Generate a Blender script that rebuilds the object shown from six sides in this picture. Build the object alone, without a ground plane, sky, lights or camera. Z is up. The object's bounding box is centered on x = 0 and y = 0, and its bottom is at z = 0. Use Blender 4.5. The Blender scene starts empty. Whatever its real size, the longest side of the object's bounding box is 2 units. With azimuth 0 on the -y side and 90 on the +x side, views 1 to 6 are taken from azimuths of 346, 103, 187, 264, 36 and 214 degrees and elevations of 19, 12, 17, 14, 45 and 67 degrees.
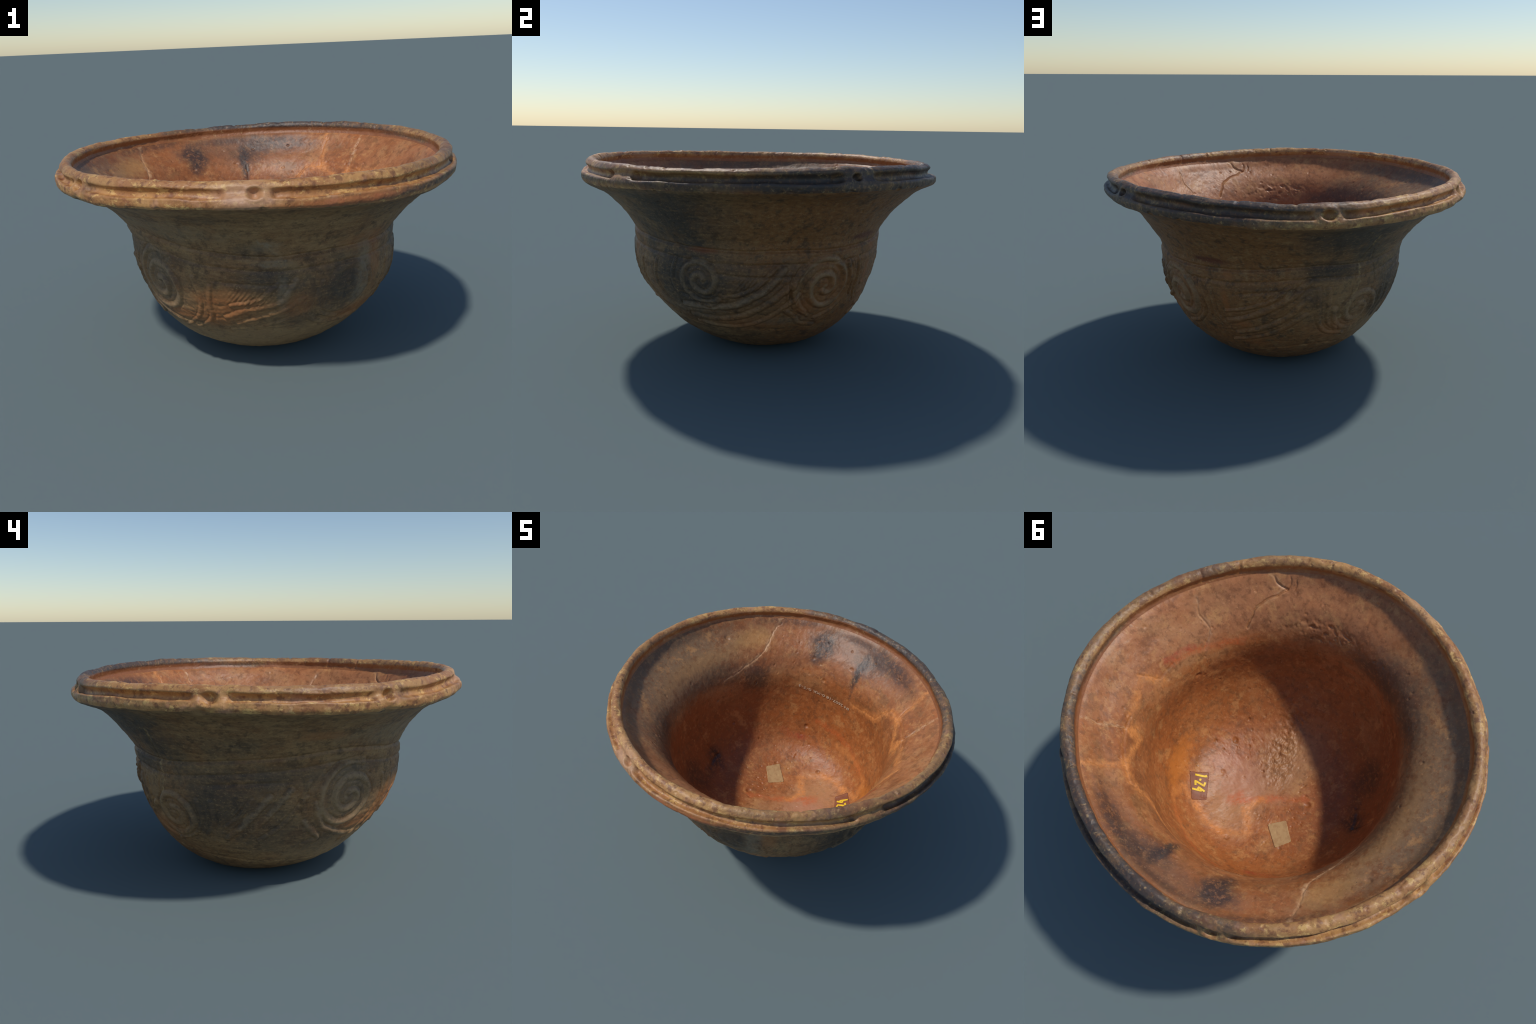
import numpy as np
from math import pi, radians

TAU = 2.0 * pi

# ------------------------------------------------------------------ curves --
def hermite(x, xk, yk):
    """Smooth curve through knots (cubic Hermite, limited tangents)."""
    xk = np.asarray(xk, float); yk = np.asarray(yk, float)
    d = np.diff(yk) / np.diff(xk)
    m = np.empty_like(yk); m[0] = d[0]; m[-1] = d[-1]
    m[1:-1] = 0.5 * (d[1:] + d[:-1])
    x = np.clip(x, xk[0], xk[-1])
    i = np.clip(np.searchsorted(xk, x, side="right") - 1, 0, len(xk) - 2)
    h = xk[i + 1] - xk[i]; t = (x - xk[i]) / h
    return ((1 + 2*t) * (1-t)**2 * yk[i] + t * (1-t)**2 * h * m[i]
            + t*t * (3 - 2*t) * yk[i+1] + t*t * (t - 1) * h * m[i+1])

def spline(points, n):
    """n points evenly spaced along a smooth curve through 2D control points."""
    p = np.array(points, float)
    u = np.concatenate([[0], np.cumsum(np.hypot(*np.diff(p, axis=0).T) ** 0.7)])
    f = np.linspace(0, u[-1], 4000)
    c = np.stack([hermite(f, u, p[:, k]) for k in (0, 1)], 1)
    s = np.concatenate([[0], np.cumsum(np.hypot(*np.diff(c, axis=0).T))])
    t = np.linspace(0, s[-1], n)
    return np.stack([np.interp(t, s, c[:, k]) for k in (0, 1)], 1), t

def harmonics(c, th):
    v = np.full_like(th, c[0])
    for k in range(1, (len(c) + 1) // 2):
        v = v + c[2*k-1] * np.cos(k*th) + c[2*k] * np.sin(k*th)
    return v

def step(a, b, x):
    t = np.clip((x - a) / (b - a), 0, 1)
    return t * t * (3 - 2 * t)

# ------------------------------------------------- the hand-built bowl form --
# rim arris E (lower outer edge of the rim band) and lip crest L: neither is a
# true circle and neither lies in a plane, as on any coil-built pot
E_R = (0.9785, -0.0085, 0.0000, 0.0045, -0.0030, 0.0053, 0.0052, 0.0059, 0.0019)
E_Z = (0.9250, -0.0031, -0.0035, -0.0001, 0.0056, 0.0034, 0.0060, 0.0012, -0.0058)
L_R = (0.9300, -0.0010, 0.0005, 0.0120, -0.0025, 0.0056, 0.0040, 0.0085, 0.0050)
L_Z = (1.0285, -0.0014, -0.0063, -0.0018, 0.0046, -0.0013, 0.0041, -0.0007, -0.0014)
E0 = (0.9770, 0.9285)
L0 = (0.9300, 1.0285)

# sections as (radius, height)
OUTER = [(0, 0), (.15, .000), (.230, .004), (.290, .015), (.350, .040), (.418, .080), (.496, .14), (.566, .22),
         (.628, .32), (.669, .42), (.686, .50), (.690, .57), (.693, .62), (.701, .66), (.723, .70),
         (.750, .74), (.779, .78), (.814, .82), (.855, .86), (.893, .887), (.937, .908), (.966, .921), (.9770, .9285)]
RIM = [(.9770, .9285), (.9850, .9400), (.9865, .9540), (.9800, .9700), (.9680, .9800), (.9600, .9880),
       (.9575, .9960), (.9575, 1.0040), (.9560, 1.0140), (.9500, 1.0225), (.9400, 1.0280), (.9300, 1.0300),
       (.9190, 1.0265), (.9095, 1.0185), (.9045, 1.0080), (.9060, .9960), (.9070, .9820), (.8990, .9670)]
INNER = [(.8990, .9670), (.886, .957), (.862, .931), (.825, .891), (.78, .847), (.735, .800), (.692, .743),
         (.663, .685), (.649, .62), (.643, .55), (.632, .47), (.604, .37), (.557, .275), (.50, .20),
         (.44, .152), (.36, .117), (.26, .092), (.13, .078), (0, .075)]
CENTRE_Z = (0, .2, .4, .6, .75, .86, .92)
CENTRE_X = (.011, .016, .0165, .011, .012, .006, .004)
CENTRE_Y = (.045, .025, -.003, -.004, .006, .013, .013)
OVAL_C = (-.006, .006, -.002, -.010, .001, .007, .008)
OVAL_S = (.0, .006, -.003, .005, -.006, -.005, .0)
THREE_C = (.0, .0015, .006, .006, .005, .0, .0)
THREE_S = (.0, .0015, .0045, .005, .002, -.005, .0)

N_OUT, N_RIM, N_IN = 350, 125, 230

def place(rz, th, inner=False):
    """Section points (n,2) swept round angles th -> (n, m, 3), oval and leaning like the original."""
    r = rz[:, 0][:, None]; z = rz[:, 1][:, None]; th = th[None, :]
    up = step(.84, .935, z)                      # body -> rim
    cx = hermite(z, CENTRE_Z, CENTRE_X) * (1 - up); cy = hermite(z, CENTRE_Z, CENTRE_Y) * (1 - up)
    oval = 1 + (1 - up) * (hermite(z, CENTRE_Z, OVAL_C) * np.cos(2*th) + hermite(z, CENTRE_Z, OVAL_S) * np.sin(2*th)
                           + hermite(z, CENTRE_Z, THREE_C) * np.cos(3*th) + hermite(z, CENTRE_Z, THREE_S) * np.sin(3*th))
    w = np.clip((z - E0[1]) / (L0[1] - E0[1]), 0, 1)
    dr = (harmonics(E_R, th) - E0[0]) * (1 - w) + (harmonics(L_R, th) - L0[0]) * w
    dz = (harmonics(E_Z, th) - E0[1]) * (1 - w) + (harmonics(L_Z, th) - L0[1]) * w
    rr = r * oval + dr * up
    zz = z + dz * up
    return np.stack([cx + rr * np.cos(th), cy + rr * np.sin(th), zz + 0 * th], -1)

out_rz, out_s = spline(OUTER, N_OUT)
rim_rz, rim_s = spline(RIM, N_RIM)
in_rz, in_s = spline(INNER, N_IN)
import bpy, bmesh
from mathutils import Vector
from mathutils.bvhtree import BVHTree

rng = np.random.default_rng(20)

# ------------------------------------------------------------------- noise --
_perm = np.random.default_rng(5).permutation(512)
_grad = np.random.default_rng(6).normal(size=(512, 3))
_grad /= np.linalg.norm(_grad, axis=1, keepdims=True)

def noise3(P, scale, seed=0):
    """Gradient noise, about -0.7..0.7."""
    q = P * np.asarray(scale, float) + seed * 17.31
    i = np.floor(q).astype(np.int64); f = q - i
    w = f * f * f * (f * (f * 6 - 15) + 10)
    out = 0
    for dx in (0, 1):
        for dy in (0, 1):
            for dz in (0, 1):
                h = _perm[(i[..., 0] + dx) & 511]
                h = _perm[(h + i[..., 1] + dy) & 511]
                h = _perm[(h + i[..., 2] + dz) & 511]
                g = _grad[h]
                v = g[..., 0] * (f[..., 0] - dx) + g[..., 1] * (f[..., 1] - dy) + g[..., 2] * (f[..., 2] - dz)
                out = out + v * np.where(dx, w[..., 0], 1 - w[..., 0]) * np.where(dy, w[..., 1], 1 - w[..., 1]) * np.where(dz, w[..., 2], 1 - w[..., 2])
    return out

def fbm(P, scale, octaves=3, seed=0):
    s = np.asarray(scale, float)
    return sum(noise3(P, s * 2**k, seed + k) * 0.5**k for k in range(octaves))

# -------------------------------------------------------------------- grid --
NT = 1400
TH = np.linspace(0, TAU, NT, endpoint=False)
TDEG = np.degrees(TH)[None, :]
G_out, G_rim, G_in = place(out_rz, TH), place(rim_rz, TH), place(in_rz, TH)

def grid_normals(G):
    a = np.roll(G, -1, 1) - np.roll(G, 1, 1)
    b = np.gradient(G, axis=0)
    n = np.cross(a, b)
    return n / (np.linalg.norm(n, axis=-1, keepdims=True) + 1e-12)

def dang(a, b):
    return (a - b + 180.0) % 360.0 - 180.0

def stroke(rz, s, pts, reach):
    """Distance of every grid point near a polyline pts=[(angle, s)] (metres);
    returns (row slice, column index, distance)."""
    pts = np.array(pts, float)
    lo, hi = pts[:, 1].min() - reach, pts[:, 1].max() + reach
    r0, r1 = np.searchsorted(s, lo), np.searchsorted(s, hi)
    if r1 <= r0:
        return None
    rad = max(0.05, rz[r0:r1, 0].mean())
    a = dang(pts[:, 0], pts[0, 0]); c0 = pts[0, 0]
    pad = np.degrees(reach / rad)
    rel = dang(TDEG[0], c0 + 0.5 * (a.min() + a.max())) + 0.5 * (a.min() + a.max())
    cols = np.where((rel > a.min() - pad) & (rel < a.max() + pad))[0]
    X = np.radians(rel[cols])[None, :] * rad; Y = s[r0:r1][:, None]
    px = np.radians(a) * rad; py = pts[:, 1]
    best = np.full((r1 - r0, len(cols)), 9.0)
    for k in range(len(pts) - 1):
        ex, ey = px[k+1] - px[k], py[k+1] - py[k]
        t = np.clip(((X - px[k]) * ex + (Y - py[k]) * ey) / (ex*ex + ey*ey + 1e-12), 0, 1)
        best = np.minimum(best, np.hypot(X - px[k] - t * ex, Y - py[k] - t * ey))
    return slice(r0, r1), cols, best

def smooth_line(pts, n=40):
    p, _ = spline([(a * .0117, b) for a, b in pts], n)
    return [(x / .0117, y) for x, y in p]

def cordon(H, rz, s, pts, w, h, groove=0.45):
    """Raised flat strip with a drawn groove on either side."""
    got = stroke(rz, s, pts, 4 * w)
    if got:
        rows, cols, d = got
        Q = G_out[rows][:, cols]
        d = d * (1 + .28 * noise3(Q, 16, 51)) + .003 * noise3(Q, 34, 52)
        live = np.clip(.90 + .8 * noise3(Q, 7, 53), .40, 1.1)
        H[rows, cols] += 1.05 * h * live * (np.exp(-np.abs(d / w)**2.6) - groove * np.exp(-((d - 1.6 * w) / (.45 * w))**2))

def groove_line(H, rz, s, pts, w, depth):
    got = stroke(rz, s, pts, 4 * w)
    if got:
        rows, cols, d = got
        H[rows, cols] -= depth * np.exp(-(d / w)**2)

def spiral(c_ang, c_s, r_in, pitch, turns, start, sense, squash=1.0):
    t = np.linspace(0, turns, int(36 * turns))
    r = r_in + pitch * t
    a = radians(start) + sense * TAU * t
    return [(c_ang + x / .0117, c_s + y) for x, y in zip(r * np.cos(a), squash * r * np.sin(a))]

def wobble(pts, amp, seed):
    g = np.random.default_rng(seed)
    out = []
    for (a0, s0), (a1, s1) in zip(pts[:-1], pts[1:]):
        n = max(2, int(np.hypot((a1 - a0) * .0117, s1 - s0) / .022))
        for k in range(n):
            f = k / n
            j = amp if (out or k) else 0
            out.append((a0 + (a1 - a0) * f + g.normal() * j / .0117, s0 + (s1 - s0) * f + g.normal() * j))
    return out + [pts[-1]]

# =============================================================== exterior ==
H = np.zeros((N_OUT, NT)); P = G_out; S = out_s[:, None]
zz = P[..., 2]
body = step(.30, .55, S)
# slow unevenness of hand building, paddle marks, horizontal wiping, fine tooth
H += .006 * noise3(P, 2.2, 1) * body + .0035 * noise3(P, 6, 2) * body
H += .0030 * noise3(P, 6, 2) * (1 - body)
H += .0018 * fbm(P, (7, 7, 50), 2, 3)
H += .0024 * fbm(P, 22, 3, 4) + .0011 * noise3(P, 75, 7)

# broad flats and swellings left by the paddle
for a, z0, da, dz, amt in ((215, .58, 28, .20, -.010), (225, .30, 30, .12, .006), (321, .60, 22, .09, -.007), (321, .84, 26, .08, .008), (262, .72, 26, .06, -.006), (141, .50, 24, .22, .005), (300, .30, 24, .12, .008),
                             (33, .85, 16, .05, -.010), (121, .85, 14, .05, -.006), (213, .74, 20, .09, -.008), (321, .87, 18, .05, .006)):
    H += amt * np.exp(-(dang(TDEG, a) / da)**2 - ((zz - z0) / dz)**2)

# the shoulder: neck ends in a ledge above two modelled bands
band = hermite((TDEG[0] + 5) % 360, (0, 6, 34, 53, 80, 97, 117, 139, 168, 187, 207, 233, 247, 263, 280, 309, 348, 360),
               (1.062, 1.060, 1.063, 1.056, 1.067, 1.084, 1.098, 1.088, 1.122, 1.137, 1.158, 1.130, 1.114, 1.100, 1.104, 1.089, 1.066, 1.062))[None, :]
q = S - band + .004 * noise3(P, 9, 8)
H += .0065 * step(.010, -.006, q) * step(-.30, -.10, q) - .0068 * np.exp(-((q - .008) / .0075)**2)
H -= .0078 * np.exp(-((q + .056) / .0080)**2) * np.clip(.80 + .7 * noise3(P, 4, 9), .3, 1.2)
panel = np.zeros_like(TDEG)
for c in (15, 95, 165, 250):
    panel = panel + np.exp(-(dang(TDEG, c) / 17)**4)
H -= .0068 * np.exp(-((q + .112 - .012 * np.sin(np.radians(dang(TDEG, 95) * 2))) / .008)**2) * panel

# four spirals, one to each side
for c, s0, r0, pitch, turns, start, sense, w, h, sq in (
        (208.5, .925, .022, .072, 2.15, 120, -1, .0135, .0085, 1.0),
        (287.0, .925, .030, .075, 1.60, 60, -1, .0150, .0045, 1.0),
        (350.8, .910, .020, .062, 1.75, 40, 1, .0130, .0075, 1.05),
        (44.8, .872, .026, .076, 1.95, 250, 1, .0145, .0095, 1.05),
        (133.0, .835, .030, .066, 1.80, 100, -1, .0140, .0080, 1.0)):
    cordon(H, out_rz, out_s, spiral(c, s0, r0, pitch, turns, start, sense, sq), w, h)

# leaf-shaped panels: slanting cordons and their returns under the spirals
for pts, w, h in (
        ([(25.8, .985), (20, .889), (11, .815), (2.8, .771), (-8.2, .758), (-22, .749)], .015, .0095),
        ([(29.8, .902), (19.8, .797), (7.3, .714), (-4.8, .679), (-21, .679)], .013, .0080),
        ([(27, .74), (31, .70), (33.5, .653), (42, .625)], .012, .007),
        ([(31, .767), (30, .91), (35, 1.005)], .010, .005),
        ([(174.5, .955), (169.2, .875), (163.5, .788), (158, .72)], .013, .0075),
        ([(183, .985), (177.5, .906), (173.5, .849), (168, .77)], .013, .0070),
        ([(151.8, .925), (152.2, .828), (149, .732)], .011, .006),
        ([(189, .819), (194, .76), (198.2, .71), (192.5, .671)], .012, .0075),
        ([(192.8, .91), (195, .84), (198, .784), (206, .735), (213.5, .706), (224, .70)], .012, .0065),
        ([(266, .997), (260, .889), (246.5, .841), (238.5, .793)], .012, .0050),
        ([(268, .90), (262.8, .85), (250, .788), (243, .75)], .011, .0060),
        ([(233.8, .967), (232.2, .858), (231.8, .78), (226, .71), (218.5, .666)], .010, .0055),
        ([(267.8, .875), (271, .80), (277.2, .727), (287, .69), (300, .70)], .013, .0070),
        ([(107.8, 1.024), (101, .941), (92, .87), (80, .80), (71, .765)], .013, .0075),
        ([(108, .93), (99.2, .815), (87.2, .736), (75.5, .693)], .013, .0075),
        ([(64, 1.00), (66, .90), (66.5, .806), (70, .74)], .010, .006),
        ([(60, .98), (62.5, .86), (63, .80)], .008, .005),
        ([(112, .985), (113, .889), (114.5, .775), (120, .70), (131, .66)], .010, .0055)):
    cordon(H, out_rz, out_s, smooth_line(pts), w, h)
for pts, w, h in (
        ([(22, .985), (16, .905), (7, .845), (0, .825)], .009, .0060), ([(33, .84), (24, .745), (12, .66), (0, .625), (-20, .63)], .010, .0065),
        ([(168, .945), (163, .86), (157, .79)], .009, .0055), ([(189, .95), (184, .87), (180, .80), (172, .715)], .010, .0060),
        ([(259, .985), (252, .91), (241, .87)], .009, .0050), ([(272, .84), (262, .77), (250, .72), (240, .70)], .009, .0050),
        ([(100, 1.00), (93, .925), (82, .87), (72, .84)], .009, .0060), ([(108, .84), (97, .735), (84, .665), (72, .63)], .010, .0060),
        ([(57, .99), (60, .90), (59, .80), (52, .72), (42, .68)], .010, .0060), ([(28, .96), (27.5, .86), (31, .76), (38, .70)], .009, .0050),
        ([(116.5, .98), (117.5, .88), (119, .78), (125, .71)], .010, .0060), ([(146, .93), (147, .82), (142, .72), (131, .66)], .010, .0055),
        ([(190, 1.02), (187.5, .94), (189, .85)], .010, .0055), ([(227, 1.00), (228.5, .88), (225, .77), (214, .66)], .009, .0055),
        ([(276, .97), (274, .88), (277, .79), (286, .735)], .010, .0050), ([(299, .96), (301, .86), (297, .77)], .010, .0050),
        ([(338, 1.0), (336, .90), (338, .82), (345, .78)], .010, .0055), ([(326, .98), (324, .86), (327, .76), (335, .70)], .010, .0050),
        ([(313, .97), (312, .86), (316, .74), (326, .66)], .010, .0045)):
    cordon(H, out_rz, out_s, smooth_line(pts), w, h)
for c, s0, wa, ws in ((14, .90, 9, .055), (95, .95, 10, .05), (162, .89, 8, .055), (249, .92, 9, .05), (305, .87, 9, .08)):
    u = np.radians(dang(TDEG, c)) * .67
    sel = np.exp(-((dang(TDEG, c) / wa)**2 + ((S - s0) / ws)**2)**2)
    H += .0014 * sel * np.sin((u * .8 - (S - s0) * .6) * TAU / .017 + 2.5 * noise3(P, 14, 61))
# scored lines round the foot of the design, scratches, old breaks
for pts, w, d in (
        ([(118, .60), (138, .566), (160, .540), (181, .527), (217, .523), (236, .56)], .006, .005),
        ([(75, .531), (90, .562), (114, .601)], .006, .005),
        ([(240, .735), (262, .693), (281, .697), (298, .66)], .005, .0035),
        ([(330, .62), (350, .60), (370, .61), (385, .60)], .005, .0035),
        ([(133, 1.28), (129, 1.10), (127, .93), (124, .79)], .004, .0035),
        ([(134, 1.19), (139, 1.02), (138, .93), (137, .76)], .004, .0030),
        ([(341, 1.07), (333, 1.12), (320, 1.16)], .004, .003),
        ([(300, 1.11), (292, 1.118)], .003, .0035), ([(25, 1.00), (30, .99)], .004, .004)):
    groove_line(H, out_rz, out_s, wobble(smooth_line(pts, 12), .0025, int(pts[0][0])), w, d)
# hatch of fine chatter marks on the sunny lower side
sel = np.exp(-((dang(TDEG, 240) / 26)**2 + ((S - .80) / .12)**2)**2)
H -= .0050 * sel * np.clip(fbm(P, (22, 22, 55), 2, 31), 0, 1)
sel = np.exp(-((dang(TDEG, 355) / 26)**2 + ((S - .80) / .16)**2)**2)
H += .0045 * sel * fbm(P, 34, 2, 32)
H_out = H

# ==================================================================== rim ==
H = np.zeros((N_RIM, NT)); P = G_rim; S = rim_s[:, None]
H += .0075 * noise3(P, 5, 11) + .0048 * noise3(P, 12, 12) + .0020 * fbm(P, 28, 2, 13) + .0010 * noise3(P, 90, 14)
# long groove round the rim, interrupted by plates; pierced-looking dimples in the plates
open_ = np.ones_like(TDEG)
for a0, a1, soft in ((36.8, 48, 1.0), (104.2, 112.2, .8), (156.4, 165.2, .7), (199.4, 207.6, .8), (247, 257.8, .7), (329.2, 338.2, .8)):
    mid, half = (a0 + a1) / 2, (a1 - a0) / 2
    open_ = open_ * step(half - soft * 1.2, half + soft * 1.5, np.abs(dang(TDEG, mid)))
mid_s = .0665 + .008 * noise3(np.stack([np.cos(TH), np.sin(TH), 0 * TH], -1), 3.5, 15)[None, :]
wide = .0145 + .008 * noise3(np.stack([np.cos(TH), np.sin(TH), 0 * TH], -1), 5, 16)[None, :]
dark_side = np.exp(-(dang(TDEG, 30) / 68)**6)
wide = wide + .004 * dark_side
d = (S - mid_s) / wide
H -= (.0180 + .011 * noise3(P, 5, 19)) * open_ * np.exp(-np.abs(d + .25 * noise3(P, 12, 20))**2.3)
H += .0035 * open_ * np.exp(-((np.abs(d) - 1.7) / .55)**2)
for a, s0, ra, rs, depth in ((254.0, .068, 1.35, .019, .034), (203.4, .066, 1.30, .019, .034), (160.7, .062, 1.75, .022, .032),
                             (108.2, .067, 1.55, .020, .036), (41.2, .070, 1.15, .016, .040), (35.0, .072, 1.6, .019, .022),
                             (339.6, .072, 1.3, .017, .012), (328.0, .068, 1.3, .016, .012), (258.9, .068, .9, .015, .008)):
    d = np.sqrt((dang(TDEG, a) / ra)**2 + ((S - s0) / rs)**2)
    H -= .68 * depth * np.exp(-d**2.6)
    H += .0045 * np.exp(-((d - 1.55) / .5)**2) * (depth > .03)
# slack lower ridge where the bridges pull it down, chips along the arris and the lip
for a, wdt, amt in ((104, 3, .006), (112.5, 3, .006), (160, 4, .005)):
    H -= amt * np.exp(-(dang(TDEG, a) / wdt)**2 - ((S - .048) / .014)**2)
for a, s0, ra, rs, depth in ((158.5, .002, 2.2, .012, .010), (203, .002, 2.0, .010, .006), (343, .130, .5, .022, .007), (349, .125, .45, .02, .005),
                             (84, .120, .6, .02, .005), (313, .165, .5, .03, .007), (326, .150, .5, .03, .006), (24, .15, .5, .02, .006),
                             (47, .135, .45, .02, .006), (66, .140, .6, .014, .005), (100, .13, .5, .02, .004), (283, .15, .4, .03, .005)):
    H -= depth * np.exp(-(dang(TDEG, a) / ra)**2 - ((S - s0) / rs)**2)
chip = np.clip(noise3(P, 26, 17) - .28, 0, 1) * np.exp(-((S - .004) / .012)**2)
H -= .030 * chip
chip = np.clip(noise3(P, 20, 18) - .22, 0, 1) * np.exp(-((S - .135) / .03)**2)
H -= .016 * chip
H_rim = H

# =============================================================== interior ==
H = np.zeros((N_IN, NT)); P = G_in; S = in_s[:, None]
H += .0045 * noise3(P, 3.2, 21) + .0028 * noise3(P, 8, 22) + .0020 * fbm(P, 24, 3, 23) + .0008 * noise3(P, 80, 24)
# cracks between the glued sherds
for pts, w, d in (
        ([(303.5, .0), (300.5, .05), (297, .085), (304, .14), (308, .186), (313, .291)], .0045, .0100),
        ([(297, .0), (296, .04), (297, .085)], .0040, .0065), ([(292.8, .0), (294, .04), (294.5, .085)], .0036, .0055),
        ([(29.6, .0), (29, .06), (28, .13), (27, .25), (21, .26)], .0038, .0060),
        ([(44.5, .0), (44, .12), (42.8, .25)], .0036, .0030),
        ([(350, .30), (359, .31), (364, .20)], .005, .0030), ([(24, .316), (27.5, .36), (27, .25), (42.5, .25), (50, .265), (58, .40), (69, .43), (77, .45), (81, .41), (81.5, .26)], .005, .0030),
        ([(124.5, .0), (130.5, .105), (135.5, .223), (142, .291), (153.8, .347), (162, .366)], .004, .0030),
        ([(330, .05), (331, .15), (328, .24), (334, .33)], .005, .0045),
        ([(230, .42), (236, .52), (228, .60)], .004, .003),
        ([(185.5, .54), (183.8, .787), (182.2, .862)], .009, .006), ([(182.2, .862), (192.5, .874)], .012, .008)):
    groove_line(H, in_rz, in_s, wobble(pts, .0032, int(pts[0][0]) + 3), w, d)
# the flare is thicker on one half of the pot
H += .017 * (.5 + .5 * np.cos(np.radians(dang(TDEG, 135)))) * np.exp(-((S - .23) / .11)**2)
# spalled patch on the wall, flaked ridge across the floor
sel = np.exp(-((dang(TDEG, 279) / 17)**2 + ((S - .275) / .06)**2)**2)
H -= .018 * sel * np.clip(fbm(P, (26, 26, 40), 2, 33) - .02, 0, 1)
fx, fy = P[..., 0], P[..., 1]
ridge = np.exp(-(((fx - .10) * .85 + (fy + .26) * .2) / .075)**2 - ((fy + .24) / .20)**2)
H += .020 * ridge * fbm(P, (26, 26, 40), 3, 34)
dish = np.exp(-(((fx - .20)**2 + (fy - .18)**2) / .30**2)**2)
H += .006 * dish * fbm(P, 9, 3, 35)
H_in = H

def pits(H, G, rz, s, count, s_lo, s_hi, seed, rmin=.003, rmax=.007, deep=.5):
    g = np.random.default_rng(seed)
    for _ in range(count):
        s0 = g.uniform(s_lo, s_hi); a = g.uniform(0, 360); r = g.uniform(rmin, rmax) * (1 + 1.2 * (g.random() < .06))
        k = np.interp(s0, s, rz[:, 0])
        if k < .05:
            continue
        got = stroke(rz, s, [(a, s0), (a + g.normal() * .35, s0 + g.normal() * .002)], r * 2.5)
        if got:
            rows, cols, d = got
            H[rows, cols] -= deep * r * np.exp(-(d / r)**3)
pits(H_out, G_out, out_rz, out_s, 150, .5, 1.4, 41, .0028, .0060, .55)
pits(H_rim, G_rim, rim_rz, rim_s, 70, .0, .19, 42, .003, .006, .5)
pits(H_in, G_in, in_rz, in_s, 330, .02, 1.3, 43, .0030, .0070, .62)

# soften relief at section ends so that the three surfaces close without a step
def displaced(G, H):
    return G + grid_normals(G) * H[..., None]

full_base = np.concatenate([G_out, G_rim[1:], G_in[1:]], 0)
# keep row indices: outer rows, then rim rows, then interior rows
H_rim[0] = H_out[-1]
w = np.linspace(0, 1, 8)[:, None]
H_out[-8:] = H_out[-8:] * (1 - w) + H_rim[1] * w
w = np.linspace(0, 1, 10)[:, None]
H_in[:10] = H_rim[-1] * (1 - w) + H_in[:10] * w
full_H = np.concatenate([H_out, H_rim[1:], H_in[1:]], 0)
rad_xy = np.concatenate([out_rz, rim_rz[1:], in_rz[1:]], 0)[:, 0]
full_H *= step(.0, .10, rad_xy)[:, None]
full = displaced(full_base, full_H)
full[..., 2] -= full[..., 2].min()
NROW = full.shape[0]
nrm = grid_normals(full)
full[0] = full[0].mean(0); full[-1] = full[-1].mean(0)
nrm[0] = (0, 0, -1); nrm[-1] = (0, 0, 1)
# ============================================================== materials ==
def srgb(r, g, b):
    f = lambda c: c / 12.92 if c <= .04045 else ((c + .055) / 1.055)**2.4
    return (f(r / 255), f(g / 255), f(b / 255), 1)

class Net:
    def __init__(self, tree):
        self.t = tree; self.n = tree.nodes; self.l = tree.links
    def add(self, kind, **kw):
        nd = self.n.new(kind)
        for k, v in kw.items():
            setattr(nd, k, v)
        return nd
    def put(self, sock, v):
        if hasattr(v, "is_output"):
            self.l.new(v, sock)
        elif v is not None:
            sock.default_value = v
    def math(self, op, a, b=None, c=None, clamp=False):
        nd = self.add("ShaderNodeMath", operation=op, use_clamp=clamp)
        for s, v in zip(nd.inputs, (a, b, c)):
            self.put(s, v)
        return nd.outputs[0]
    def vec(self, op, a, b=None, scale=None):
        nd = self.add("ShaderNodeVectorMath", operation=op)
        self.put(nd.inputs[0], a)
        if b is not None:
            self.put(nd.inputs[1], b)
        if scale is not None:
            self.put(nd.inputs["Scale"], scale)
        return nd.outputs["Value"] if op in ("LENGTH", "DOT_PRODUCT", "DISTANCE") else nd.outputs[0]
    def noise(self, vec, scale, detail=4, rough=.55, stretch=None, offset=0, colour=False, dist=0):
        if stretch or offset:
            m = self.add("ShaderNodeMapping")
            self.put(m.inputs[0], vec)
            m.inputs["Scale"].default_value = stretch or (1, 1, 1)
            m.inputs["Location"].default_value = (offset, offset * .7, offset * 1.3)
            vec = m.outputs[0]
        nd = self.add("ShaderNodeTexNoise")
        self.put(nd.inputs["Vector"], vec)
        nd.inputs["Scale"].default_value = scale
        nd.inputs["Detail"].default_value = detail
        nd.inputs["Roughness"].default_value = rough
        nd.inputs["Distortion"].default_value = dist
        return nd.outputs["Color" if colour else "Fac"]
    def ramp(self, v, lo, hi, a=0., b=1.):
        nd = self.add("ShaderNodeMapRange", interpolation_type="SMOOTHSTEP")
        for s, x in zip(nd.inputs, (v, lo, hi, a, b)):
            self.put(s, x)
        return nd.outputs[0]
    def mix(self, fac, a, b, mode="MIX"):
        nd = self.add("ShaderNodeMix", data_type="RGBA", blend_type=mode)
        self.put(nd.inputs[0], fac); self.put(nd.inputs[6], a); self.put(nd.inputs[7], b)
        return nd.outputs[2]

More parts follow.
